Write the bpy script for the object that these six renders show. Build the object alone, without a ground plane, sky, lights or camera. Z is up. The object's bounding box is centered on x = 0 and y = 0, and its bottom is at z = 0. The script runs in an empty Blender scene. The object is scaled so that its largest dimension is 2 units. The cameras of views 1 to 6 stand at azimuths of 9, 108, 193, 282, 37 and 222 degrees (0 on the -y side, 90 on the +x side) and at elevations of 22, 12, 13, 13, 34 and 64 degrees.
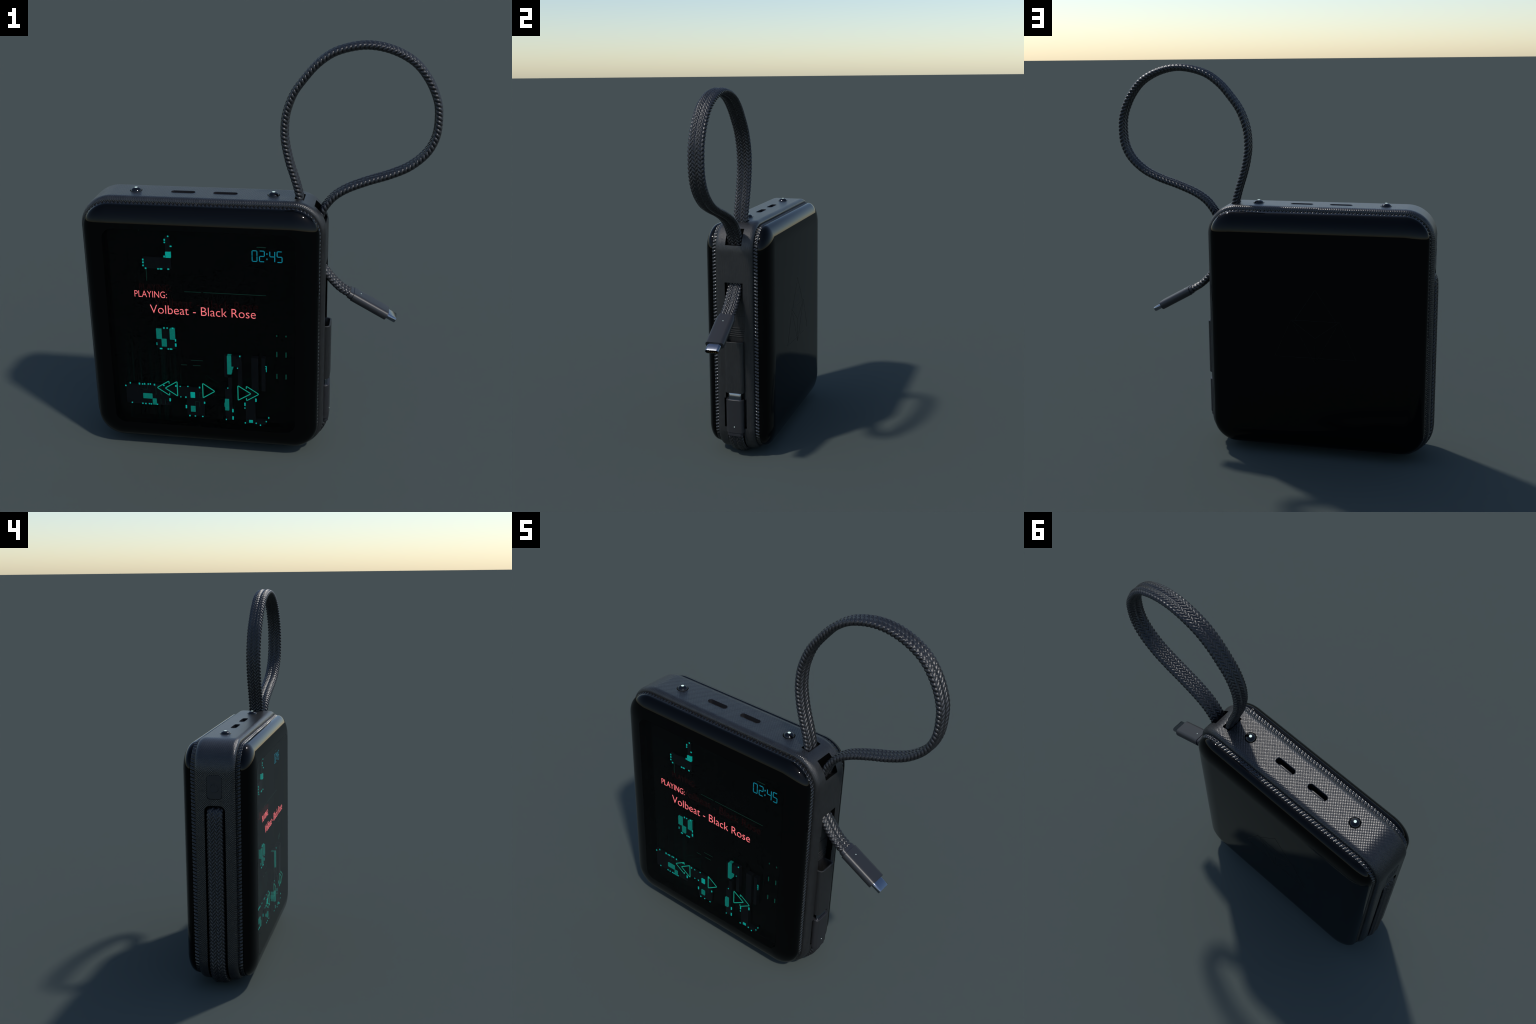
# A pocket power bank: fabric-wrapped frame between two curved black glass
# panels, a lit music display, and a flat braided cable with USB-C plugs.
import bpy, bmesh, math, random
from mathutils import Vector, Matrix

random.seed(7)
scene = bpy.context.scene

# ------------------------------------------------------------------ sizes
CX, CZ = -0.237, 0.661          # middle of the body
HX, HZ = 0.575, 0.640           # half width / half height of the frame
RC = 0.150                      # corner radius of the frame
Y_FLAT, Y_EDGE = 0.076, 0.104   # frame: flat up to Y_FLAT, rounded to Y_EDGE
EDGE_DROP = 0.019               # how far the rounding falls back
GLASS_IN = 0.024                # glass rim sits this far inside the frame
GLASS_Y0, GLASS_Y1 = 0.127, 0.1862
GLASS_RUN = 0.120               # width of the curved glass border
WIN_X, WIN_Z, WIN_R = 0.448, 0.513, 0.052   # display window half sizes
PANEL_Y = -0.144                # display panel lies behind the cover
CABLE_W, CABLE_T = 0.084, 0.034


# ------------------------------------------------------------------ helpers
def link(obj, parent=None):
    scene.collection.objects.link(obj)
    if parent is not None:
        obj.parent = parent
    return obj


def new_mesh(name, verts, faces, mat=None, parent=None, smooth=30):
    me = bpy.data.meshes.new(name)
    me.from_pydata([tuple(v) for v in verts], [], faces)
    me.update()
    bm = bmesh.new()
    bm.from_mesh(me)
    bmesh.ops.recalc_face_normals(bm, faces=bm.faces)
    bm.to_mesh(me)
    bm.free()
    finish(me, smooth)
    if mat:
        me.materials.append(mat)
    ob = bpy.data.objects.new(name, me)
    return link(ob, parent)


def finish(me, smooth):
    if smooth:
        for p in me.polygons:
            p.use_smooth = True
        me.set_sharp_from_angle(angle=math.radians(smooth))


def apply_modifiers(ob):
    dg = bpy.context.evaluated_depsgraph_get()
    me = bpy.data.meshes.new_from_object(ob.evaluated_get(dg))
    old = ob.data
    ob.modifiers.clear()
    ob.data = me
    bpy.data.meshes.remove(old)


def rounded_rect(hx, hz, r, n=20):
    """Counter-clockwise rounded rectangle in a plane, n steps per corner."""
    r = max(min(r, hx, hz), 1e-4)
    pts = []
    for k, (sx, sz) in enumerate([(1, 1), (-1, 1), (-1, -1), (1, -1)]):
        for i in range(n + 1):
            a = math.radians(90 * k + 90 * i / n)
            pts.append((sx * (hx - r) + r * math.cos(a), sz * (hz - r) + r * math.sin(a)))
    return pts


def body_ring(inset, y, n=20, rmin=0.006):
    r = max(RC - inset, rmin)
    return [(CX + x, y, CZ + z) for x, z in rounded_rect(HX - inset, HZ - inset, r, n)]


def loft(name, rings, mat=None, parent=None, cap0=True, cap1=True, closed=False, smooth=30):
    n = len(rings[0])
    verts = [v for r in rings for v in r]
    faces = []
    m = len(rings)
    for i in range(m if closed else m - 1):
        a, b = i * n, ((i + 1) % m) * n
        for j in range(n):
            k = (j + 1) % n
            faces.append((a + j, a + k, b + k, b + j))
    if not closed:
        if cap0:
            faces.append(tuple(range(n)))
        if cap1:
            faces.append(tuple(range((m - 1) * n, m * n)))
    return new_mesh(name, verts, faces, mat, parent, smooth)


def box(name, x0, x1, y0, y1, z0, z1, mat=None, parent=None, bevel=0.0):
    v = [(x, y, z) for x in (x0, x1) for y in (y0, y1) for z in (z0, z1)]
    f = [(0, 1, 3, 2), (4, 6, 7, 5), (0, 4, 5, 1), (2, 3, 7, 6), (0, 2, 6, 4), (1, 5, 7, 3)]
    ob = new_mesh(name, v, f, mat, parent, 0)
    if bevel:
        md = ob.modifiers.new("b", 'BEVEL')
        md.width = bevel
        md.segments = 3
        apply_modifiers(ob)
        finish(ob.data, 30)
    return ob


def join_meshes(name, obs, parent=None):
    bm = bmesh.new()
    mats = []
    for o in obs:
        off = len(mats)
        mats += list(o.data.materials)
        tmp = o.data.copy()
        tmp.transform(o.matrix_basis)
        for p in tmp.polygons:
            p.material_index += off
        bm.from_mesh(tmp)
        bpy.data.meshes.remove(tmp)
    me = bpy.data.meshes.new(name)
    bm.to_mesh(me)
    bm.free()
    for m in mats:
        me.materials.append(m)
    for o in obs:
        bpy.data.objects.remove(o, do_unlink=True)
    return link(bpy.data.objects.new(name, me), parent)


# ------------------------------------------------------------------ materials
class Nodes:
    def __init__(self, name):
        self.mat = bpy.data.materials.new(name)
        self.mat.use_nodes = True
        self.t = self.mat.node_tree
        self.t.nodes.clear()
        self.out = self.t.nodes.new('ShaderNodeOutputMaterial')

    def n(self, kind, **props):
        nd = self.t.nodes.new(kind)
        for k, v in props.items():
            setattr(nd, k, v)
        return nd

    def put(self, sock, v):
        if hasattr(v, 'is_linked') or isinstance(v, bpy.types.NodeSocket):
            self.t.links.new(v, sock)
        else:
            sock.default_value = v

    def m(self, op, a, b=0.0, c=None):
        nd = self.n('ShaderNodeMath', operation=op)
        self.put(nd.inputs[0], a)
        self.put(nd.inputs[1], b)
        if c is not None:
            self.put(nd.inputs[2], c)
        return nd.outputs[0]

    def xyz(self):
        co = self.n('ShaderNodeTexCoord').outputs['Object']
        s = self.n('ShaderNodeSeparateXYZ')
        self.t.links.new(co, s.inputs[0])
        return co, s.outputs[0], s.outputs[1], s.outputs[2]

    def noise(self, co, scale, detail=3.0, vec_scale=None):
        if vec_scale is not None:
            mp = self.n('ShaderNodeMapping')
            self.put(mp.inputs['Vector'], co)
            mp.inputs['Scale'].default_value = vec_scale
            co = mp.outputs[0]
        nz = self.n('ShaderNodeTexNoise')
        self.put(nz.inputs['Vector'], co)
        nz.inputs['Scale'].default_value = scale
        nz.inputs['Detail'].default_value = detail
        return nz.outputs['Fac']

    def ramp(self, fac, stops):
        r = self.n('ShaderNodeValToRGB')
        self.put(r.inputs[0], fac)
        e = r.color_ramp.elements
        while len(e) < len(stops):
            e.new(0.5)
        for el, (p, c) in zip(e, stops):
            el.position = p
            el.color = (*c, 1.0)
        return r.outputs[0]

    def bump(self, h, dist, strength=1.0):
        b = self.n('ShaderNodeBump')
        b.inputs['Strength'].default_value = strength
        b.inputs['Distance'].default_value = dist
        self.put(b.inputs['Height'], h)
        return b.outputs[0]

    def mirror_over(self, under, rough, f0, f90, power=4.6):
        """Clear gloss over a shader: weak head-on, strong at a glancing angle."""
        lw = self.n('ShaderNodeLayerWeight')
        lw.inputs['Blend'].default_value = 0.5
        fac = self.m('MULTIPLY_ADD', self.m('POWER', lw.outputs['Facing'], power), f90, f0)
        gl = self.n('ShaderNodeBsdfGlossy')
        gl.inputs['Roughness'].default_value = rough
        mx = self.n('ShaderNodeMixShader')
        self.put(mx.inputs[0], fac)
        self.t.links.new(under, mx.inputs[1])
        self.t.links.new(gl.outputs[0], mx.inputs[2])
        self.t.links.new(mx.outputs[0], self.out.inputs[0])

    def principled(self, color, rough=0.5, metal=0.0, ior=1.5, normal=None, spec=0.5):
        p = self.n('ShaderNodeBsdfPrincipled')
        self.put(p.inputs['Base Color'], (*color, 1.0) if isinstance(color, tuple) else color)
        self.put(p.inputs['Roughness'], rough)
        p.inputs['Metallic'].default_value = metal
        p.inputs['IOR'].default_value = ior
        p.inputs['Specular IOR Level'].default_value = spec
        if normal is not None:
            self.put(p.inputs['Normal'], normal)
        self.t.links.new(p.outputs[0], self.out.inputs[0])
        return p


def mat_plain(name, color, rough=0.4, metal=0.0, ior=1.5, spec=0.5):
    w = Nodes(name)
    co, *_ = w.xyz()
    nz = w.noise(co, 60.0)
    r = w.m('MULTIPLY_ADD', nz, 0.06, max(rough - 0.03, 0.0))
    w.principled(color, r, metal, ior, spec=spec)
    return w.mat


def mat_glass_black():
    w = Nodes("black_glass")
    p = w.principled((0.0012, 0.0013, 0.0014), 0.5, spec=0.0)
    w.mirror_over(p.outputs[0], 0.03, 0.019, 0.97)
    return w.mat


def mat_fabric():
    """Fine diagonal weave that runs round the frame; brushed plastic on +x."""
    w = Nodes("woven_fabric")
    co, x, y, z = w.xyz()
    # running length round the frame from x and z (sign flips by quadrant)
    q = w.m('MULTIPLY', w.m('SUBTRACT', x, CX), w.m('SUBTRACT', z, CZ))
    sg = w.m('MULTIPLY', w.m('SIGN', q), -1.0)
    u = w.m('MULTIPLY_ADD', z, sg, x)
    L = 0.0078
    k = 2 * math.pi / L / math.sqrt(2)
    a = w.m('SINE', w.m('MULTIPLY', w.m('ADD', u, y), k))
    b = w.m('SINE', w.m('MULTIPLY', w.m('SUBTRACT', u, y), k))
    weave = w.m('ADD', a, b)
    slub = w.noise(co, 90.0, 2.0)
    weave = w.m('MULTIPLY_ADD', slub, 2.2, weave)
    # brushed grain: streaks along z on the cable side
    streak = w.noise(co, 1.0, 4.0, (420.0, 420.0, 14.0))
    pits = w.m('GREATER_THAN', w.noise(co, 1.0, 1.0, (150.0, 150.0, 60.0)), 0.72)
    brushed = w.m('MULTIPLY_ADD', pits, -2.5, w.m('MULTIPLY', streak, 8.0))
    mr = w.n('ShaderNodeMapRange', interpolation_type='SMOOTHSTEP')
    w.put(mr.inputs[0], x)
    mr.inputs[1].default_value = 0.225
    mr.inputs[2].default_value = 0.300
    side = mr.outputs[0]
    mx = w.n('ShaderNodeMix', data_type='FLOAT')
    w.put(mx.inputs[0], side)
    w.put(mx.inputs[2], weave)
    w.put(mx.inputs[3], brushed)
    h = mx.outputs[0]
    nrm = w.bump(h, 0.00024, 1.0)
    blot = w.noise(co, 35.0, 4.0)
    col = w.ramp(blot, [(0.3, (0.0115, 0.0118, 0.0125)), (0.7, (0.0185, 0.0188, 0.0195))])
    w.principled(col, w.m('MULTIPLY_ADD', side, 0.14, 0.29), ior=1.5, normal=nrm, spec=0.65)
    return w.mat


def mat_braid():
    w = Nodes("braided_yarn")
    co, *_ = w.xyz()
    fib = w.noise(co, 420.0, 3.0)
    blot = w.noise(co, 55.0, 3.0)
    col = w.ramp(blot, [(0.3, (0.010, 0.010, 0.0115)), (0.7, (0.019, 0.019, 0.0215))])
    w.principled(col, 0.34, ior=1.5, normal=w.bump(fib, 0.0010, 0.35), spec=0.6)
    return w.mat


def mat_glow(name, color, strength=1.0, mottle=0.25):
    """Lit display element: dark surface plus its own light."""
    w = Nodes(name)
    co, *_ = w.xyz()
    nz = w.noise(co, 140.0, 1.0)
    p = w.principled((0.002, 0.002, 0.002), 0.5, spec=0.1)
    p.inputs['Emission Color'].default_value = (*color, 1.0)
    w.put(p.inputs['Emission Strength'], w.m('MULTIPLY_ADD', nz, mottle * 2 * strength, strength * (1 - mottle)))
    return w.mat


def mat_panel():
    w = Nodes("display_panel")
    co, x, y, z = w.xyz()
    p = w.principled((0.0008, 0.0009, 0.0009), 0.5, spec=0.0)
    w.mirror_over(p.outputs[0], 0.04, 0.010, 0.12)
    # faint vertical scan streaks of the lit artwork, left half of the screen
    st = w.noise(co, 1.0, 2.0, (130.0, 0.0, 1.2))
    st = w.m('MULTIPLY', w.m('MAXIMUM', w.m('SUBTRACT', st, 0.52), 0.0), 0.014)
    inx = w.m('MULTIPLY', w.m('GREATER_THAN', x, -0.64), w.m('LESS_THAN', x, -0.37))
    inz = w.n('ShaderNodeMapRange', interpolation_type='SMOOTHSTEP')
    w.put(inz.inputs[0], z)
    inz.inputs[1].default_value = 0.75
    inz.inputs[2].default_value = 0.36
    p.inputs['Emission Color'].default_value = (0.04, 1.0, 0.85, 1.0)
    w.put(p.inputs['Emission Strength'], w.m('MULTIPLY', w.m('MULTIPLY', st, inx), inz.outputs[0]))
    return w.mat


def mat_cover():
    w = Nodes("clear_cover_glass")
    rf = w.n('ShaderNodeBsdfRefraction')
    rf.inputs['IOR'].default_value = 1.0
    rf.inputs['Roughness'].default_value = 0.0
    w.mirror_over(rf.outputs[0], 0.03, 0.017, 0.90)
    return w.mat


def srgb(r, g, b):
    f = lambda c: (c / 255 / 12.92) if c <= 10 else ((c / 255 + 0.055) / 1.055) ** 2.4
    return (f(r), f(g), f(b))


M_GLASS = mat_glass_black()
M_FABRIC = mat_fabric()
M_BRAID = mat_braid()
M_TRIM = mat_plain("woven_trim", (0.0065, 0.0065, 0.007), 0.22, spec=0.7)
M_DOME = mat_plain("dome_lens", (0.002, 0.002, 0.003), 0.04)
M_PAD = mat_plain("rubber_pad", (0.016, 0.017, 0.019), 0.50)
M_HOUSING = mat_plain("satin_housing", (0.021, 0.021, 0.0235), 0.40)
M_COLLAR = mat_plain("cable_collar", (0.020, 0.020, 0.024), 0.38)
M_STEEL = mat_plain("plug_steel", (0.22, 0.24, 0.285), 0.15, metal=1.0)
M_SHELL = mat_plain("port_shell", (0.02, 0.02, 0.023), 0.30)
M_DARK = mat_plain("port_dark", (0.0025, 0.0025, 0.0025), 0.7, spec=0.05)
M_WELL = mat_plain("window_well", (0.001, 0.001, 0.001), 0.7, spec=0.0)
M_TONGUE = mat_plain("port_tongue", (0.05, 0.05, 0.055), 0.4)
M_GOLD = mat_plain("contact_gold", (0.75, 0.42, 0.12), 0.3, metal=1.0)
M_LOGO = mat_plain("etched_line", (0.0013, 0.0014, 0.0015), 0.30, ior=1.25)
M_PANEL = mat_panel()
M_COVER = mat_cover()
M_TILE = mat_plain("display_tile", (0.0045, 0.0048, 0.0058), 0.6, spec=0.1)
M_TEAL = mat_glow("teal_block_glow", srgb(5, 98, 89))
M_TEAL_HOT = mat_glow("teal_square_glow", srgb(2, 138, 128))
M_PIXEL = mat_glow("teal_pixel_glow", srgb(4, 148, 138))
M_ICON = mat_glow("teal_icon_glow", srgb(14, 138, 118), mottle=0.1)
M_FAINT = mat_glow("teal_faint_glow", srgb(7, 36, 30))
M_DASH = mat_glow("teal_dash_glow", srgb(8, 68, 57))
M_CLOCK = mat_glow("clock_glow", srgb(10, 114, 134), mottle=0.05)
M_PINK = mat_glow("pink_letter_glow", srgb(253, 122, 128), mottle=0.04)
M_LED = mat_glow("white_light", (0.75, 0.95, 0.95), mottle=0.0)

# ------------------------------------------------------------------ root
root = bpy.data.objects.new("power_bank", None)
link(root)
root["label"] = "black power bank with lit display and braided cable loop"
root["category"] = "power bank"

# ------------------------------------------------------------------ frame
prof = []
for i in range(9):                       # rounded shoulder, front
    a = math.radians(90 * i / 8)
    prof.append((-Y_FLAT - (Y_EDGE - Y_FLAT) * math.cos(a), EDGE_DROP * (1 - math.sin(a))))
prof += [(-y, d) for y, d in reversed(prof)]
frame = loft("frame", [body_ring(d, y, 24) for y, d in prof], M_FABRIC, root)


def cut(cutter):
    md = frame.modifiers.new("cut", 'BOOLEAN')
    md.operation = 'DIFFERENCE'
    md.solver = 'EXACT'
    md.object = cutter
    apply_modifiers(frame)
    bpy.data.objects.remove(cutter, do_unlink=True)


def channel_path(inset, z_left, z_right, step=0.012):
    """(x, z, nx, nz) along left side down, round the bottom, up the right."""
    out = []
    r = RC - inset
    x0, x1, zb = CX - HX + inset, CX + HX - inset, CZ - HZ + inset
    z = z_left
    n = max(2, int((z_left - (zb + r)) / step))
    for i in range(n):
        out.append((x0, z_left + (zb + r - z_left) * i / n, -1, 0))
    for i in range(20):
        a = math.radians(180 + 90 * i / 20)
        out.append((x0 + r + r * math.cos(a), zb + r + r * math.sin(a), math.cos(a), math.sin(a)))
    n = max(2, int((x1 - x0 - 2 * r) / step))
    for i in range(n):
        out.append((x0 + r + (x1 - x0 - 2 * r) * i / n, zb, 0, -1))
    for i in range(20):
        a = math.radians(270 + 90 * i / 20)
        out.append((x1 - r + r * math.cos(a), zb + r + r * math.sin(a), math.cos(a), math.sin(a)))
    n = max(2, int((z_right - (zb + r)) / step))
    for i in range(n + 1):
        out.append((x1, zb + r + (z_right - zb - r) * i / n, 1, 0))
    return out


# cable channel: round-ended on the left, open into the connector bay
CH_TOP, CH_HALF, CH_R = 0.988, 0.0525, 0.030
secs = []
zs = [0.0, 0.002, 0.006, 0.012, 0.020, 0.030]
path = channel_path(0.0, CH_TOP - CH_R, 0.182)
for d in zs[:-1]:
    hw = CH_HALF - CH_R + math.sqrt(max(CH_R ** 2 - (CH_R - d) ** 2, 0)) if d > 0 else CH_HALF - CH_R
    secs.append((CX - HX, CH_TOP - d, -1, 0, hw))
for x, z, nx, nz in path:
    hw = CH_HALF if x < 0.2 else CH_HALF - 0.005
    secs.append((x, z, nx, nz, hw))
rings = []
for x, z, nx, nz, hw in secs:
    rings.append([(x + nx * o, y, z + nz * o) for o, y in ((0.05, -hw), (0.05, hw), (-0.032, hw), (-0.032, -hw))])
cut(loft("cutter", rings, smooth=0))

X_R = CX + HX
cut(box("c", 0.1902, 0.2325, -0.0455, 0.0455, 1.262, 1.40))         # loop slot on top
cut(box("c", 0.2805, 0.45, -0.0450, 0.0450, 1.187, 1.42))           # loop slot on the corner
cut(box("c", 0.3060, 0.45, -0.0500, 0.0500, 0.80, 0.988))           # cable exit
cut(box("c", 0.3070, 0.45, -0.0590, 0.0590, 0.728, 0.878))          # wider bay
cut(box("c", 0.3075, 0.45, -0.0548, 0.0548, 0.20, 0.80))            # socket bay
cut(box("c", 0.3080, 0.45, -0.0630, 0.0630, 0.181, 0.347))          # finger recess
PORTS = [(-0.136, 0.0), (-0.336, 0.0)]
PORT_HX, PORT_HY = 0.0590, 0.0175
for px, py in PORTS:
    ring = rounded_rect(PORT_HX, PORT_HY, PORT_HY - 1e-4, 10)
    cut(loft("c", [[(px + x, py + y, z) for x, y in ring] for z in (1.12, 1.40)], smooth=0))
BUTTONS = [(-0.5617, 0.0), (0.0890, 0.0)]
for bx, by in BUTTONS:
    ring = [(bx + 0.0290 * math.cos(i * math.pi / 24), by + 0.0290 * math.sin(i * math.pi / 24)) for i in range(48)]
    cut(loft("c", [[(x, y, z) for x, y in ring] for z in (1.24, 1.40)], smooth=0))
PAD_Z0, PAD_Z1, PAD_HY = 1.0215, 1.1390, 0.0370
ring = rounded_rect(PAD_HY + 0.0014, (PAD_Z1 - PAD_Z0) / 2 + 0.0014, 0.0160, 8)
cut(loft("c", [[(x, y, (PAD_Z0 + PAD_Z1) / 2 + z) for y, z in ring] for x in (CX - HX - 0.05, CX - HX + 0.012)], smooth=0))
finish(frame.data, 32)
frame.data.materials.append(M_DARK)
for p in frame.data.polygons:            # pits, slots and channel walls recoloured near-black to match their dark insides
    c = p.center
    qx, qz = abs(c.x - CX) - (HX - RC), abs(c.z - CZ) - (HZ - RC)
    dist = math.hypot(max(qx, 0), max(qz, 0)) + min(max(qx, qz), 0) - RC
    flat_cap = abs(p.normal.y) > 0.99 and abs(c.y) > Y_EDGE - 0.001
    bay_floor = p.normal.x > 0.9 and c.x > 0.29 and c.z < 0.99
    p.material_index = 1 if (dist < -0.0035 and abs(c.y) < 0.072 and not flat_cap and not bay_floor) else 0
md = frame.modifiers.new("wn", 'WEIGHTED_NORMAL')
md.keep_sharp = True
apply_modifiers(frame)

# ------------------------------------------------------------------ trim strips
PITCH_TRIM = 0.0186


def trim_strip(side):
    """Ribbed band between frame and glass: slanted raised cords all round."""
    base = rounded_rect(HX - 0.022, HZ - 0.022, RC - 0.022, 40)
    pts = [Vector((x, z)) for x, z in base]
    dense = []
    for i, p in enumerate(pts):
        q = pts[(i + 1) % len(pts)]
        n = max(1, int((q - p).length / 0.0023))
        dense += [p.lerp(q, k / n) for k in range(n)]
    total, s = sum((dense[(i + 1) % len(dense)] - p).length for i, p in enumerate(dense)), 0.0
    pitch = total / round(total / PITCH_TRIM)
    ny = 13
    verts, faces = [], []
    N = len(dense)
    for i, p in enumerate(dense):
        q, o = dense[(i + 1) % N], dense[i - 1]
        t = (q - o).normalized()
        nrm = Vector((t.y, -t.x))
        for j in range(ny):
            f = j / (ny - 1)
            ph = s / pitch + 0.55 * f
            c = 0.5 + 0.5 * math.cos(2 * math.pi * ph)
            h = 0.0058 * min(1.0, 1.5 * c ** 1.4) * math.sin(math.pi * (0.08 + 0.84 * f)) ** 0.5 * (0.62 + 0.38 * abs(math.sin(3 * math.pi * f)))
            d = p + nrm * (h - 0.004)
            verts.append((CX + d.x, side * (Y_EDGE - 0.0035 + 0.0255 * f), CZ + d.y))
        d = p - nrm * 0.03
        verts.append((CX + d.x, side * (Y_EDGE + 0.022), CZ + d.y))
        verts.append((CX + d.x, side * (Y_EDGE - 0.0035), CZ + d.y))
        s += (q - p).length
    m = ny + 2
    for i in range(N):
        a, b = i * m, ((i + 1) % N) * m
        for j in range(m):
            k = (j + 1) % m
            faces.append((a + j, a + k, b + k, b + j))
    return new_mesh("trim_strip", verts, faces, M_TRIM, root, 60)


trim_strip(-1)
trim_strip(1)

# ------------------------------------------------------------------ glass panels
def glass_profile():
    pr = [(GLASS_Y0 - 0.001, GLASS_IN + 0.020), (GLASS_Y0 - 0.001, GLASS_IN + 0.003), (GLASS_Y0 + 0.001, GLASS_IN + 0.0005)]
    n = 22
    for i in range(n + 1):
        a = math.radians(90 * i / n)
        pr.append((GLASS_Y0 + 0.003 + (GLASS_Y1 - GLASS_Y0 - 0.003) * math.sin(a), GLASS_IN + GLASS_RUN * (1 - math.cos(a))))
    return pr


back_glass = loft("back_glass", [body_ring(d, y) for y, d in glass_profile()], M_GLASS, root, smooth=35)

win = rounded_rect(WIN_X, WIN_Z, WIN_R, 20)
rings = [body_ring(d, -y, rmin=0.020) for y, d in glass_profile() if d < HX - WIN_X - 0.002]
rings.append([(CX + x, -GLASS_Y1, CZ + z) for x, z in win])
rings.append([(CX + x, PANEL_Y + 0.004, CZ + z) for x, z in win])
front_glass = loft("front_glass", rings, M_GLASS, root, smooth=35, cap1=False)
front_glass.data.materials.append(M_WELL)
n_ring = len(win)
for p in list(front_glass.data.polygons)[(len(rings) - 2) * n_ring:(len(rings) - 1) * n_ring]:
    p.material_index = 1

inner = rounded_rect(WIN_X + 0.001, WIN_Z + 0.001, WIN_R + 0.001, 20)
panel = loft("screen_panel", [[(CX + x, y, CZ + z) for x, z in inner] for y in (PANEL_Y, PANEL_Y + 0.006)], M_PANEL, root)
cov = rounded_rect(WIN_X - 0.0004, WIN_Z - 0.0004, WIN_R - 0.0004, 20)
cover = new_mesh("screen_cover", [(CX + x, -GLASS_Y1 - 0.0002, CZ + z) for x, z in cov],
                 [tuple(range(len(cov)))], M_COVER, root, 0)
if cover.data.polygons[0].normal.y > 0:
    cover.data.flip_normals()


# ------------------------------------------------------------------ display artwork
def tile_on(name, x0, x1, z0, z1, y_top, mat, bevel=0.0):
    return box(name, x0, x1, y_top, PANEL_Y - 0.0003, z0, z1, mat, panel, bevel)


# dark raised tiles (x0, x1, z0, z1, height of the face)
TILES = [
    (-0.397, -0.374, 1.058, 1.132, -0.150), (-0.506, -0.373, 0.971, 1.0285, -0.1505),
    (-0.461, -0.367, 0.556, 0.665, -0.1545),
    (-0.633, -0.411, 0.240, 0.350, -0.1550), (-0.4105, -0.3275, 0.294, 0.349, -0.1540),
    (-0.327, -0.240, 0.192, 0.349, -0.1555),
    (-0.133, -0.1165, 0.425, 0.541, -0.1640), (-0.116, -0.049, 0.4855, 0.542, -0.1650),
    (-0.067, -0.049, 0.381, 0.485, -0.1645), (-0.001, 0.032, 0.360, 0.540, -0.1690),
    (0.048, 0.066, 0.363, 0.541, -0.1680), (-0.133, -0.100, 0.189, 0.361, -0.1640),
    (-0.116, -0.098, 0.362, 0.4245, -0.1640), (-0.032, 0.0145, 0.174, 0.360, -0.1640),
    (0.015, 0.066, 0.173, 0.193, -0.1630),
]
for t in TILES:
    tile_on("screen_tile", *t, M_TILE)

# glowing blocks
BLOCKS = [
    (-0.397, -0.372, 1.029, 1.0575, -0.1555, 1), (-0.461, -0.4355, 0.609, 0.662, -0.1615, 0),
    (-0.437, -0.413, 0.569, 0.6085, -0.1610, 0), (-0.395, -0.370, 0.609, 0.665, -0.1620, 0),
    (-0.547, -0.501, 0.2735, 0.300, -0.1612, 0), (-0.5005, -0.481, 0.2405, 0.273, -0.1605, 0),
    (-0.307, -0.285, 0.294, 0.324, -0.1600, 1), (-0.308, -0.285, 0.215, 0.246, -0.1605, 0),
    (-0.118, -0.098, 0.4450, 0.542, -0.1712, 0), (-0.0995, -0.092, 0.469, 0.484, -0.1690, 0),
    (-0.133, -0.114, 0.244, 0.305, -0.1728, 0), (-0.137, -0.1325, 0.261, 0.281, -0.1690, 0),
    (-0.017, 0.002, 0.179, 0.194, -0.1655, 1),
]
for x0, x1, z0, z1, y, hot in BLOCKS:
    tile_on("screen_block", x0, x1, z0, z1, y, M_TEAL_HOT if hot else M_TEAL, 0.0012)

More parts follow.
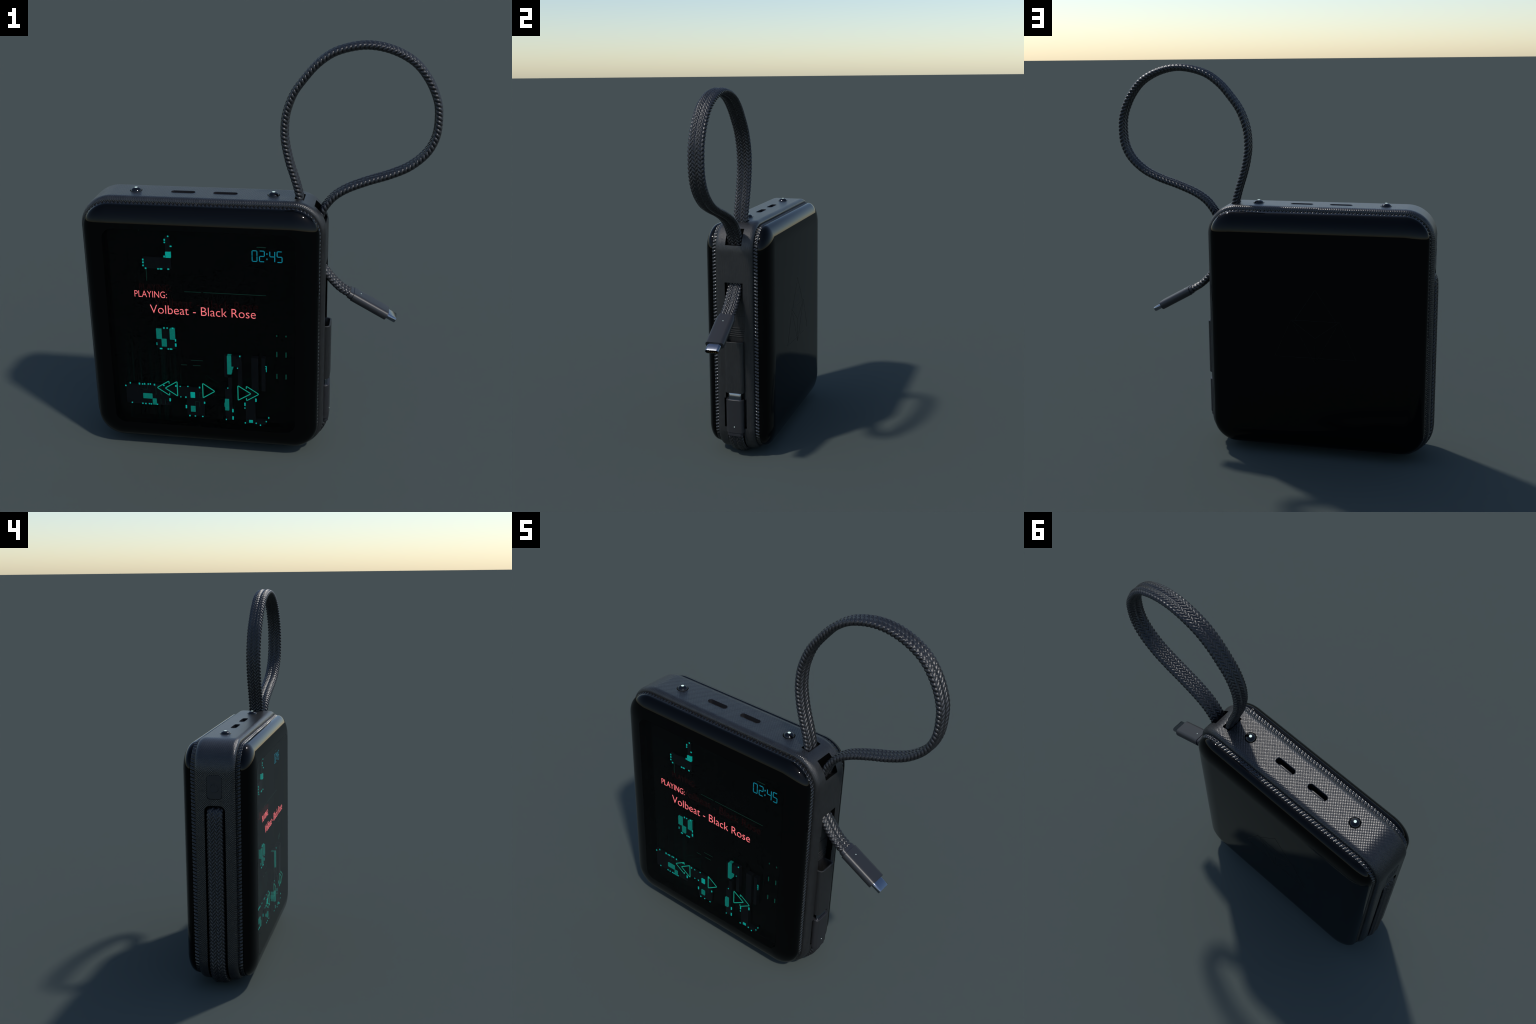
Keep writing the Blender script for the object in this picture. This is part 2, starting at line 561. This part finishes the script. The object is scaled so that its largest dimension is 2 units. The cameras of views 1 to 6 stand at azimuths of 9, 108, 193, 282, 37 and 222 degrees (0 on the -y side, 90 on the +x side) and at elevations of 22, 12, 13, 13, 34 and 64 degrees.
# small lit pixels along the edges of the tiles: (x, z, width, height)
W = 0.0068
PIX_LEFT = [(-0.380, 1.136), (-0.397, 1.118, W, 0.010), (-0.3975, 1.1055), (-0.369, 1.0875, 0.009, W), (-0.402, 1.0355, 0.007, 0.009),
            (-0.505, 1.0155, W, 0.009), (-0.505, 1.0015, W, 0.009), (-0.5055, 0.986, W, 0.008), (-0.494, 0.9725, 0.008, W),
            (-0.4345, 0.972), (-0.4205, 0.9725, 0.013, W), (-0.3855, 0.973, 0.009, W),
            (-0.4225, 0.6665, W, 0.009), (-0.407, 0.667), (-0.380, 0.667, 0.008, 0.008), (-0.369, 0.6035, 0.006, 0.013),
            (-0.369, 0.5785, 0.008, 0.017), (-0.462, 0.583, 0.006, 0.005), (-0.462, 0.575, 0.005, 0.004),
            (-0.4425, 0.5545, 0.013, W), (-0.407, 0.5545), (-0.3935, 0.555, 0.013, W),
            (-0.634, 0.3365), (-0.610, 0.353, 0.006, 0.008), (-0.5635, 0.352, 0.008, 0.010), (-0.5475, 0.351),
            (-0.537, 0.3525, 0.006, 0.009), (-0.519, 0.353, 0.006, 0.008), (-0.508, 0.354, 0.006, 0.008), (-0.4875, 0.3515, 0.007, 0.009),
            (-0.440, 0.351), (-0.3795, 0.3525, 0.007, 0.009), (-0.3575, 0.3515, 0.007, 0.005), (-0.319, 0.3545, W, 0.005),
            (-0.2605, 0.3525, 0.007, 0.009), (-0.607, 0.242, W, 0.006), (-0.553, 0.241, 0.008, 0.006), (-0.5375, 0.2405),
            (-0.5195, 0.241, 0.007, 0.006), (-0.5095, 0.2405), (-0.4785, 0.241, 0.007, 0.006), (-0.412, 0.2715, 0.008, 0.017),
            (-0.357, 0.2925, 0.006, 0.005), (-0.3315, 0.293, 0.007, 0.008), (-0.3315, 0.239, 0.007, 0.018),
            (-0.2385, 0.2685, 0.007, 0.011), (-0.3155, 0.189, 0.007, 0.008), (-0.288, 0.189, W, 0.006), (-0.2505, 0.189, 0.007, 0.006)]
PIX_RIGHT = [(-0.056, 0.543, 0.006, 0.008), (-0.0685, 0.478, 0.005, 0.006), (-0.1185, 0.365, 0.005, 0.006), (0.0185, 0.308, 0.007, 0.018),
             (-0.036, 0.281, 0.006, 0.018), (-0.0365, 0.2595, 0.005, 0.007), (-0.0965, 0.240, 0.007, 0.018), (-0.0965, 0.1985, 0.007, 0.019),
             (-0.1305, 0.1875, 0.005, 0.007), (-0.036, 0.1755, 0.006, 0.007), (0.018, 0.1775, 0.006, 0.007), (0.039, 0.1685, 0.006, 0.007),
             (0.068, 0.191, 0.006, 0.006), (0.0805, 0.2135, 0.005, 0.009), (0.069, 0.497, 0.006, 0.004), (0.0707, 0.4825, 0.003, 0.031),
             (0.068, 0.4845, 0.004, 0.003)]


def pixels(plist, y):
    obs = []
    for p in plist:
        x, z = p[0], p[1]
        w, h = (p[2], p[3]) if len(p) > 2 else (W, W)
        obs.append(box("px", x - w / 2, x + w / 2, y, y + 0.0026, z - h / 2, z + h / 2, M_PIXEL, None, 0.0012))
    ob = join_meshes("screen_pixel", obs, panel)
    me = ob.data
    while len(me.materials) > 1:
        me.materials.pop()
    for p in me.polygons:
        p.material_index = 0
    ob["kind"] = "stuff"
    return ob


pixels(PIX_LEFT, -0.1570)
pixels(PIX_RIGHT, -0.1652)

# faint dashes lying on the panel
for x0, x1, z0, z1, mt in [(0.117, 0.121, 0.541, 0.568, M_DASH), (0.161, 0.165, 0.541, 0.568, M_DASH),
                           (0.117, 0.121, 0.423, 0.449, M_DASH), (0.161, 0.165, 0.423, 0.449, M_DASH),
                           (0.117, 0.121, 0.649, 0.657, M_DASH), (0.161, 0.165, 0.649, 0.657, M_DASH),
                           (-0.317, -0.238, 0.8567, 0.8590, M_FAINT), (-0.226, 0.070, 0.8567, 0.8592, M_FAINT),
                           (0.029, 0.072, 1.0950, 1.0985, M_FAINT), (-0.299, -0.242, 0.4942, 0.4962, M_FAINT),
                           (-0.350, -0.322, 0.4660, 0.4685, M_FAINT), (-0.291, -0.255, 0.4660, 0.4685, M_FAINT),
                           (-0.4965, -0.4940, 0.905, 0.966, M_FAINT), (-0.5195, -0.517, 1.154, 1.162, M_FAINT)]:
    box("screen_dash", x0, x1, PANEL_Y - 0.0012, PANEL_Y - 0.0003, z0, z1, mt, panel)


# ------------------------------------------------------------------ strokes, icons, digits
def stroke(name, pts, y, rad, mat, parent, cyclic=False, bev=3, flat=0.3):
    cu = bpy.data.curves.new(name, 'CURVE')
    cu.dimensions = '3D'
    cu.bevel_depth = rad
    cu.bevel_resolution = bev
    cu.use_fill_caps = True
    sp = cu.splines.new('POLY')
    sp.points.add(len(pts) - 1)
    for q, p in zip(sp.points, pts):
        q.co = (p[0], y, p[1], 1)
    sp.use_cyclic_u = cyclic
    tmp = bpy.data.objects.new(name, cu)
    scene.collection.objects.link(tmp)
    dg = bpy.context.evaluated_depsgraph_get()
    me = bpy.data.meshes.new_from_object(tmp.evaluated_get(dg))
    bpy.data.objects.remove(tmp, do_unlink=True)
    bpy.data.curves.remove(cu)
    me.materials.clear()
    me.materials.append(mat)
    for v in me.vertices:
        v.co.y = y + (v.co.y - y) * flat
    for p in me.polygons:
        p.use_smooth = True
    return link(bpy.data.objects.new(name, me), parent)


def round_poly(pts, r, cyclic=True):
    out = []
    n = len(pts)
    for i, p in enumerate(pts):
        p = Vector(p)
        if not cyclic and i in (0, n - 1):
            out.append(tuple(p))
            continue
        a, b = Vector(pts[i - 1]), Vector(pts[(i + 1) % n])
        d1, d2 = (a - p).normalized() * r, (b - p).normalized() * r
        for k in range(5):
            t = k / 4
            out.append(tuple((p + d1) * (1 - t) ** 2 + p * 2 * t * (1 - t) + (p + d2) * t * t))
    return out


ICON_Y = -0.1838
ZI, DZ = 0.3537, 0.0405


def arrow(xb, xt, full=True):
    """Outline triangle: base at xb, tip at xt; the half-hidden one stays open."""
    top, bot, tip = (xb, ZI + DZ), (xb, ZI - DZ), (xt, ZI)
    if full:
        return stroke("media_icon", round_poly([top, bot, tip], 0.006), ICON_Y, 0.0023, M_ICON, panel, True)
    return stroke("media_icon", round_poly([(xb, ZI + 0.026), top, tip, bot, (xb, ZI - 0.026)], 0.006, False),
                  ICON_Y + 0.0004, 0.0021, M_ICON, panel)


arrow(-0.2385, -0.179)
arrow(-0.3650, -0.4260)
arrow(-0.4050, -0.4660, False)
arrow(-0.0655, -0.0020)
arrow(-0.0245, 0.0365, False)

# thin square outlines that glow on the tiles
for pts, y in [([(-0.546, 0.3485), (-0.523, 0.3485), (-0.523, 0.3225), (-0.546, 0.3225)], -0.1555),
               ([(-0.482, 0.297), (-0.482, 0.349), (-0.457, 0.349), (-0.457, 0.297)], -0.1555),
               ([(-0.459, 0.271), (-0.459, 0.244)], -0.1555), ([(-0.436, 0.271), (-0.436, 0.244)], -0.1555),
               ([(-0.243, 0.323), (-0.262, 0.323), (-0.262, 0.296), (-0.243, 0.296)], -0.1558),
               ([(-0.285, 0.244), (-0.285, 0.271), (-0.263, 0.271), (-0.263, 0.244)], -0.1560)]:
    stroke("tile_outline", pts, y, 0.0010, M_FAINT, panel, bev=1)

# clock 02:45, seven-segment strokes leaning nowhere, on the panel
SEG = {'0': "abcdef", '2': "abged", '4': "fgbc", '5': "afgcd"}
DW, DH = 0.0225, 0.0520


def digit(ch, x, z):
    top, mid, bot, lft, rgt = z + DH, z + DH / 2, z, x, x + DW
    g = 0.0016
    seg = {'a': ((lft + g, top), (rgt - g, top)), 'g': ((lft + g, mid), (rgt - g, mid)), 'd': ((lft + g, bot), (rgt - g, bot)),
           'f': ((lft, mid + g), (lft, top - g)), 'b': ((rgt, mid + g), (rgt, top - g)),
           'e': ((lft, bot + g), (lft, mid - g)), 'c': ((rgt, bot + g), (rgt, mid - g))}
    parts = [stroke("d", seg[s], PANEL_Y - 0.0012, 0.0021, M_CLOCK, None) for s in SEG[ch]]
    ob = join_meshes("clock_digit", parts, panel)
    while len(ob.data.materials) > 1:
        ob.data.materials.pop()
    for p in ob.data.polygons:
        p.material_index = 0
        p.use_smooth = True


for ch, x in (('0', 0.0075), ('2', 0.0415), ('4', 0.0890), ('5', 0.1225)):
    digit(ch, x, 1.0275)
for z in (1.041, 1.0665):
    box("clock_colon", 0.0738, 0.0782, PANEL_Y - 0.0040, PANEL_Y - 0.0003, z - 0.0035, z + 0.0035, M_CLOCK, panel, 0.001)


def lettering(text, x0, x1, z0, z1, y, fat):
    """Words as solid letters fitted to a box on the display."""
    cu = bpy.data.curves.new("lettering", 'FONT')
    cu.body = text
    cu.size = 1.0
    cu.extrude = 0.02
    cu.offset = fat
    cu.resolution_u = 4
    tmp = bpy.data.objects.new("lettering", cu)
    scene.collection.objects.link(tmp)
    dg = bpy.context.evaluated_depsgraph_get()
    me = bpy.data.meshes.new_from_object(tmp.evaluated_get(dg))
    bpy.data.objects.remove(tmp, do_unlink=True)
    xs = [v.co.x for v in me.vertices]
    ys = [v.co.y for v in me.vertices]
    ax, bx, ay, by = min(xs), max(xs), min(ys), max(ys)
    for v in me.vertices:
        v.co = (x0 + (v.co.x - ax) / (bx - ax) * (x1 - x0), y - v.co.z * 0.03,
                z0 + (v.co.y - ay) / (by - ay) * (z1 - z0))
    me.materials.clear()
    me.materials.append(M_PINK)
    return link(bpy.data.objects.new("lettering", me), panel)


lettering("Volbeat - Black Rose", -0.4760, 0.0262, 0.7562, 0.7995, -0.1838, -0.015)
lettering("PLAYING:", -0.5470, -0.3920, 0.8375, 0.8700, -0.1838, -0.015)

# ------------------------------------------------------------------ emblem on the back glass
E_Y = GLASS_Y1 + 0.0000


def rel(p):
    return (CX + p[0], p[1])


for pts in [[(0.0, 0.902), (-0.104, 0.742)], [(0.0, 0.902), (0.104, 0.742)], [(-0.122, 0.742), (0.122, 0.742)],
            [(-0.122, 0.742), (0.0, 0.652)], [(0.122, 0.742), (0.0, 0.652)], [(-0.122, 0.742), (-0.207, 0.548)],
            [(0.122, 0.742), (0.207, 0.548)], [(-0.207, 0.548), (0.207, 0.548)], [(-0.110, 0.720), (0.0, 0.517)],
            [(0.110, 0.720), (0.0, 0.517)], [(0.0, 0.652), (0.0, 0.517)]]:
    stroke("emblem_line", [rel(p) for p in pts], E_Y + 0.0001, 0.0016, M_LOGO, back_glass, bev=2, flat=0.2)

# ------------------------------------------------------------------ top buttons and ports
Z_TOP = CZ + HZ
for bx, by in BUTTONS:
    rings = []
    for r, z in [(0.0268, -0.030), (0.0268, -0.004)]:
        rings.append((r, z))
    for i in range(1, 12):
        a = math.radians(90 * i / 12)
        rings.append((0.0266 * math.cos(a), -0.003 + 0.0185 * math.sin(a)))
    ob = loft("dome_button", [[(r * math.cos(k * math.pi / 20), r * math.sin(k * math.pi / 20), z) for k in range(40)] for r, z in rings], M_DOME, root, smooth=40)
    ob.location = (bx, by, Z_TOP)
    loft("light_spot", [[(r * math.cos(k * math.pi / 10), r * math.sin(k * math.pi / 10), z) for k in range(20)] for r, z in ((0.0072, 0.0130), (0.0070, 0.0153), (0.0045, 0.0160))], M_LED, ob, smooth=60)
for px, py in PORTS:
    sh = []
    for d, z in [(0.0002, -0.170), (0.0002, 0.0003), (0.0010, 0.0007), (0.0022, 0.0002), (0.0022, -0.170)]:
        sh.append([(x, y, z) for x, y in rounded_rect(PORT_HX - d, PORT_HY - d, PORT_HY - d - 1e-4, 12)])
    port = loft("charging_port", sh, M_SHELL, root, cap0=False, cap1=False, smooth=40)
    port.location = (px, py, Z_TOP)
    tg = box("port_tongue", -0.040, 0.040, -0.0045, 0.0045, -0.120, -0.030, M_TONGUE, port, 0.002)
    box("port_floor", -0.054, 0.054, -0.0140, 0.0140, -0.1800, -0.1780, M_DARK, port)

# ------------------------------------------------------------------ power button on the left side
X_L = CX - HX
zc = (PAD_Z0 + PAD_Z1) / 2
pad_rings = []
for d, x in [(0.0, 0.0115), (0.0, 0.0012), (0.0004, 0.0003), (0.0016, -0.0004)]:
    pad_rings.append([(X_L + x, y, zc + z) for y, z in rounded_rect(PAD_HY - d, (PAD_Z1 - PAD_Z0) / 2 - d, 0.015 - d, 8)])
power = loft("power_button", pad_rings, M_PAD, root)


def arc_pts(r, a0, a1, n=24):
    return [(r * math.sin(math.radians(a0 + (a1 - a0) * i / n)), r * math.cos(math.radians(a0 + (a1 - a0) * i / n))) for i in range(n + 1)]


def symbol_stroke(pts):
    ob = stroke("power_symbol", pts, 0.0, 0.0024, M_PAD, power, flat=1.0)
    ob.data.transform(Matrix.Scale(0.5, 4, (0, 1, 0)))
    ob.data.transform(Matrix.Rotation(math.radians(90), 4, 'Z'))
    ob.data.transform(Matrix.Translation((X_L - 0.0004, 0, zc - 0.003)))
    return ob


symbol_stroke(arc_pts(0.0205, 32, 328))
symbol_stroke([(0, 0.006), (0, 0.025)])


# ------------------------------------------------------------------ braided cable
def catmull(ctrl, per=16):
    P = [Vector(c) for c in ctrl]
    P = [P[0] * 2 - P[1]] + P + [P[-1] * 2 - P[-2]]
    out = []
    for i in range(1, len(P) - 2):
        p0, p1, p2, p3 = P[i - 1:i + 3]
        for k in range(per):
            t = k / per
            out.append(0.5 * ((2 * p1) + (p2 - p0) * t + (2 * p0 - 5 * p1 + 4 * p2 - p3) * t * t + (3 * p1 - p0 - 3 * p2 + p3) * t ** 3))
    out.append(P[-2])
    return out


def resample(pts, ds):
    L = [0.0]
    for a, b in zip(pts, pts[1:]):
        L.append(L[-1] + (b - a).length)
    n = int(L[-1] / ds)
    out, j = [], 0
    for i in range(n + 1):
        s = L[-1] * i / n
        while j < len(L) - 2 and L[j + 1] < s:
            j += 1
        f = (s - L[j]) / max(L[j + 1] - L[j], 1e-9)
        out.append(pts[j].lerp(pts[j + 1], f))
    return out, L[-1] / n


COLS, PER_COL, PITCH = 10, 9, 0.0192


def cable_section(w, t, r):
    """Points round the flat cable starting at the middle of an edge, with normals."""
    base = rounded_rect(w / 2, t / 2, r, 10)
    P = [Vector(p) for p in base]
    k0 = min(range(len(P)), key=lambda i: (abs(P[i].y), -P[i].x))
    P = P[k0:] + P[:k0]
    P = [Vector((w / 2, 0))] + [p for p in P if (p - Vector((w / 2, 0))).length > 1e-5] + [Vector((w / 2, 0))]
    N = COLS * PER_COL
    pts, ds = resample(P, sum((b - a).length for a, b in zip(P, P[1:])) / N + 1e-9)
    pts = pts[:N] if len(pts) > N else pts
    nr = []
    for i in range(len(pts)):
        d = (pts[(i + 1) % len(pts)] - pts[i - 1]).normalized()
        nr.append(Vector((d.y, -d.x)))
    return pts, nr


def braid_height(s, i, n):
    edge = 0.140                           # one broad cord column on each narrow edge
    face = (0.5 - edge) / (COLS // 2 - 1)  # four columns on each flat face
    v = (i / n + edge / 2) % 1.0
    half, v = (0, v) if v < 0.5 else (COLS // 2, v - 0.5)
    if v < edge:
        c, a = half, v / edge
        swell = 1 - 0.55 * abs(2 * a - 1) ** 3
    else:
        k = min(int((v - edge) / face), COLS // 2 - 2)
        c, a = half + 1 + k, (v - edge) / face - k
        b = ((k % 2) + a) / 2              # two cords meet in a raised chevron ridge,
        swell = 1 - 0.85 * abs(2 * b - 1) ** 2.6   # with a groove between the ridges
    sign = 1 if c % 2 else -1
    ph = s / PITCH + sign * 0.85 * (a - 0.5) + (0.5 if c % 2 else 0.0)
    f = ph - math.floor(ph)
    strand = max(1 - abs(2 * f - 1) ** 2.4, 0.0) ** 0.75
    return strand * swell


def braided_cable(name, ctrl, parent, w=CABLE_W, t=CABLE_T):
    amp = 0.0062
    pts, ds = resample(ctrl, 0.0024)
    sec, nrm = cable_section(w - 2 * amp, t - 2 * amp, 0.0118)
    n = len(sec)
    verts, faces = [], []
    for k, p in enumerate(pts):
        a, b = pts[max(k - 1, 0)], pts[min(k + 1, len(pts) - 1)]
        tan = (b - a).normalized()                     # in the x-z plane
        up = Vector((-tan.y, tan.x))                   # in-plane normal
        s = k * ds
        for i in range(n):
            h = amp * 1.1 * braid_height(s, i, n)
            q = sec[i] + nrm[i] * h
            verts.append((p.x + up.x * q.y, q.x, p.y + up.y * q.y))
    m = len(pts)
    for k in range(m - 1):
        for i in range(n):
            j = (i + 1) % n
            faces.append((k * n + i, k * n + j, (k + 1) * n + j, (k + 1) * n + i))
    faces.append(tuple(range(n)))
    faces.append(tuple(range((m - 1) * n, m * n)))
    return new_mesh(name, verts, faces, M_BRAID, parent, 70)


# the free cable: rises from the top slot, loops, dives behind the bridge,
# leaves the side slot and ends in the free plug (x, z; it lies in y = 0)
LOOP = [(0.216, 1.165), (0.2135, 1.23), (0.2105, 1.293), (0.1945, 1.3575), (0.1625, 1.4532), (0.1445, 1.5312), (0.1375, 1.5975),
        (0.1450, 1.6795), (0.1755, 1.7659), (0.2212, 1.8335), (0.286, 1.9060), (0.3669, 1.9575), (0.4825, 1.9825),
        (0.5911, 1.9675), (0.6904, 1.9185), (0.7551, 1.8475), (0.7975, 1.7614), (0.8105, 1.6884), (0.8050, 1.5980),
        (0.7693, 1.5210), (0.6993, 1.4565), (0.6163, 1.4160), (0.5211, 1.3840), (0.4302, 1.3480), (0.3710, 1.3110),
        (0.3334, 1.2680), (0.3120, 1.2285), (0.2960, 1.17), (0.2880, 1.10), (0.2900, 1.03), (0.3090, 0.972),
        (0.3400, 0.930), (0.3705, 0.893), (0.4050, 0.860), (0.4420, 0.8365), (0.4520, 0.8310)]
HUB = Vector((0.470, 1.640))
loop_path = []
for p in catmull(LOOP):
    if p.y > 1.32:
        d = p - HUB
        p = p - d.normalized() * 0.0022 * min(1.0, (p.y - 1.32) / 0.1)
    loop_path.append(p)
cable = braided_cable("loop_cable", loop_path, root)

# the stowed cable in its channel
stow = [Vector((X_L + 0.050, 0.975)), Vector((X_L + 0.030, 0.968)), Vector((X_L + 0.012, 0.955)), Vector((X_L + 0.003, 0.932)),
        Vector((X_L + 0.001, 0.900))]
lane = channel_path(-0.003, 0.88, 0.140, 0.03)
lane = [Vector((x + 0.0035 * max(0.0, -nx), z)) for x, z, nx, nz in lane]
stow_path = catmull(stow, 8) + lane
stowed = braided_cable("stowed_cable", stow_path, root)


# ------------------------------------------------------------------ plugs
def stadium(hy, hz, n=10):
    return rounded_rect(hy, hz, hz - 1e-4, n)


def connector(mat_world):
    """Satin housing with collar, metal plug and status light; local +x is the plug end."""
    HY, HT, LEN = 0.0500, 0.0222, 0.187
    rr = lambda d, x, hy=HY, ht=HT: [(x, y, z) for y, z in rounded_rect(hy - d, ht - d, ht - d - 0.0008, 10)]
    house = loft("plug_housing", [rr(0.0012, 0.0), rr(0.0, 0.0012), rr(0.0, LEN - 0.0012), rr(0.0012, LEN)], M_HOUSING, root, smooth=40)
    house.matrix_world = mat_world
    col = loft("cable_collar", [rr(0.0, -0.018, 0.0445, 0.0190), rr(0.0, 0.004, 0.0445, 0.0190)], M_COLLAR, house, smooth=40)
    # hollow steel shell
    P_HY, P_HT, PL = 0.0370, 0.0128, 0.0470
    sh = [rr(0.0, LEN - 0.004, P_HY, P_HT), rr(0.0, LEN + PL - 0.0012, P_HY, P_HT), rr(0.0010, LEN + PL, P_HY, P_HT),
          rr(0.0028, LEN + PL - 0.0004, P_HY, P_HT), rr(0.0028, LEN + 0.004, P_HY, P_HT)]
    plug = loft("plug_shell", sh, M_STEEL, house, cap0=False, cap1=True, smooth=40)
    plug.data.materials.append(M_DARK)
    plug.data.polygons[len(plug.data.polygons) - 1].material_index = 1
    for sgn in (-1, 1):
        for k in range(6):
            y = -0.025 + 0.010 * k
            box("plug_contact", LEN + 0.008, LEN + PL - 0.006, y - 0.003, y + 0.003, sgn * 0.0098 - 0.0008, sgn * 0.0098 + 0.0008, M_GOLD, plug)
    led_r = [[(0.035 + r * math.cos(i * math.pi / 8), r * math.sin(i * math.pi / 8), z) for i in range(16)] for r, z in ((0.0021, HT - 0.002), (0.0021, HT + 0.0003), (0.0012, HT + 0.0007))]
    loft("status_light", led_r, M_LED, house)
    return house


ang = math.radians(29.1)
free = Matrix.Translation((0.4615, 0.0, 0.8250)) @ Matrix.Rotation(ang, 4, 'Y')
connector(free)
dock = Matrix.Translation((0.3405, 0.0, 0.1590)) @ Matrix(((0, 0, 1, 0), (0, 1, 0, 0), (1, 0, 0, 0), (0, 0, 0, 1))) @ Matrix.Scale(-1, 4, (0, 1, 0))
connector(dock)

# ------------------------------------------------------------------ socket sleeve that holds the stowed plug
S_X0, S_X1, S_HY = 0.286, 0.3635, 0.0530
sx, shx = (S_X0 + S_X1) / 2, (S_X1 - S_X0) / 2


def sleeve_ring(d, z, r):
    return [(sx + x, y, z) for x, y in rounded_rect(shx - d, S_HY - d, r, 8)]


rings = [sleeve_ring(0.002, 0.385, 0.018), sleeve_ring(0.0, 0.387, 0.020), sleeve_ring(0.0, 0.6685, 0.020), sleeve_ring(0.0015, 0.6700, 0.0185),
         sleeve_ring(0.0065, 0.6700, 0.0160), sleeve_ring(0.0080, 0.6680, 0.0150), sleeve_ring(0.0080, 0.560, 0.0150)]
sleeve = loft("plug_socket", rings, M_FABRIC, root, smooth=40)

# low ridges on the floor of the recess above the socket
ridges = [box("r", 0.3060, 0.3105, -0.0535, 0.0535, z - 0.0022, z + 0.0022, M_FABRIC, None, 0.0012) for z in (0.688, 0.699, 0.710, 0.721, 0.734)]
ridge = join_meshes("recess_ridge", ridges, root)
while len(ridge.data.materials) > 1:
    ridge.data.materials.pop()
for p in ridge.data.polygons:
    p.material_index = 0
ridge["kind"] = "stuff"
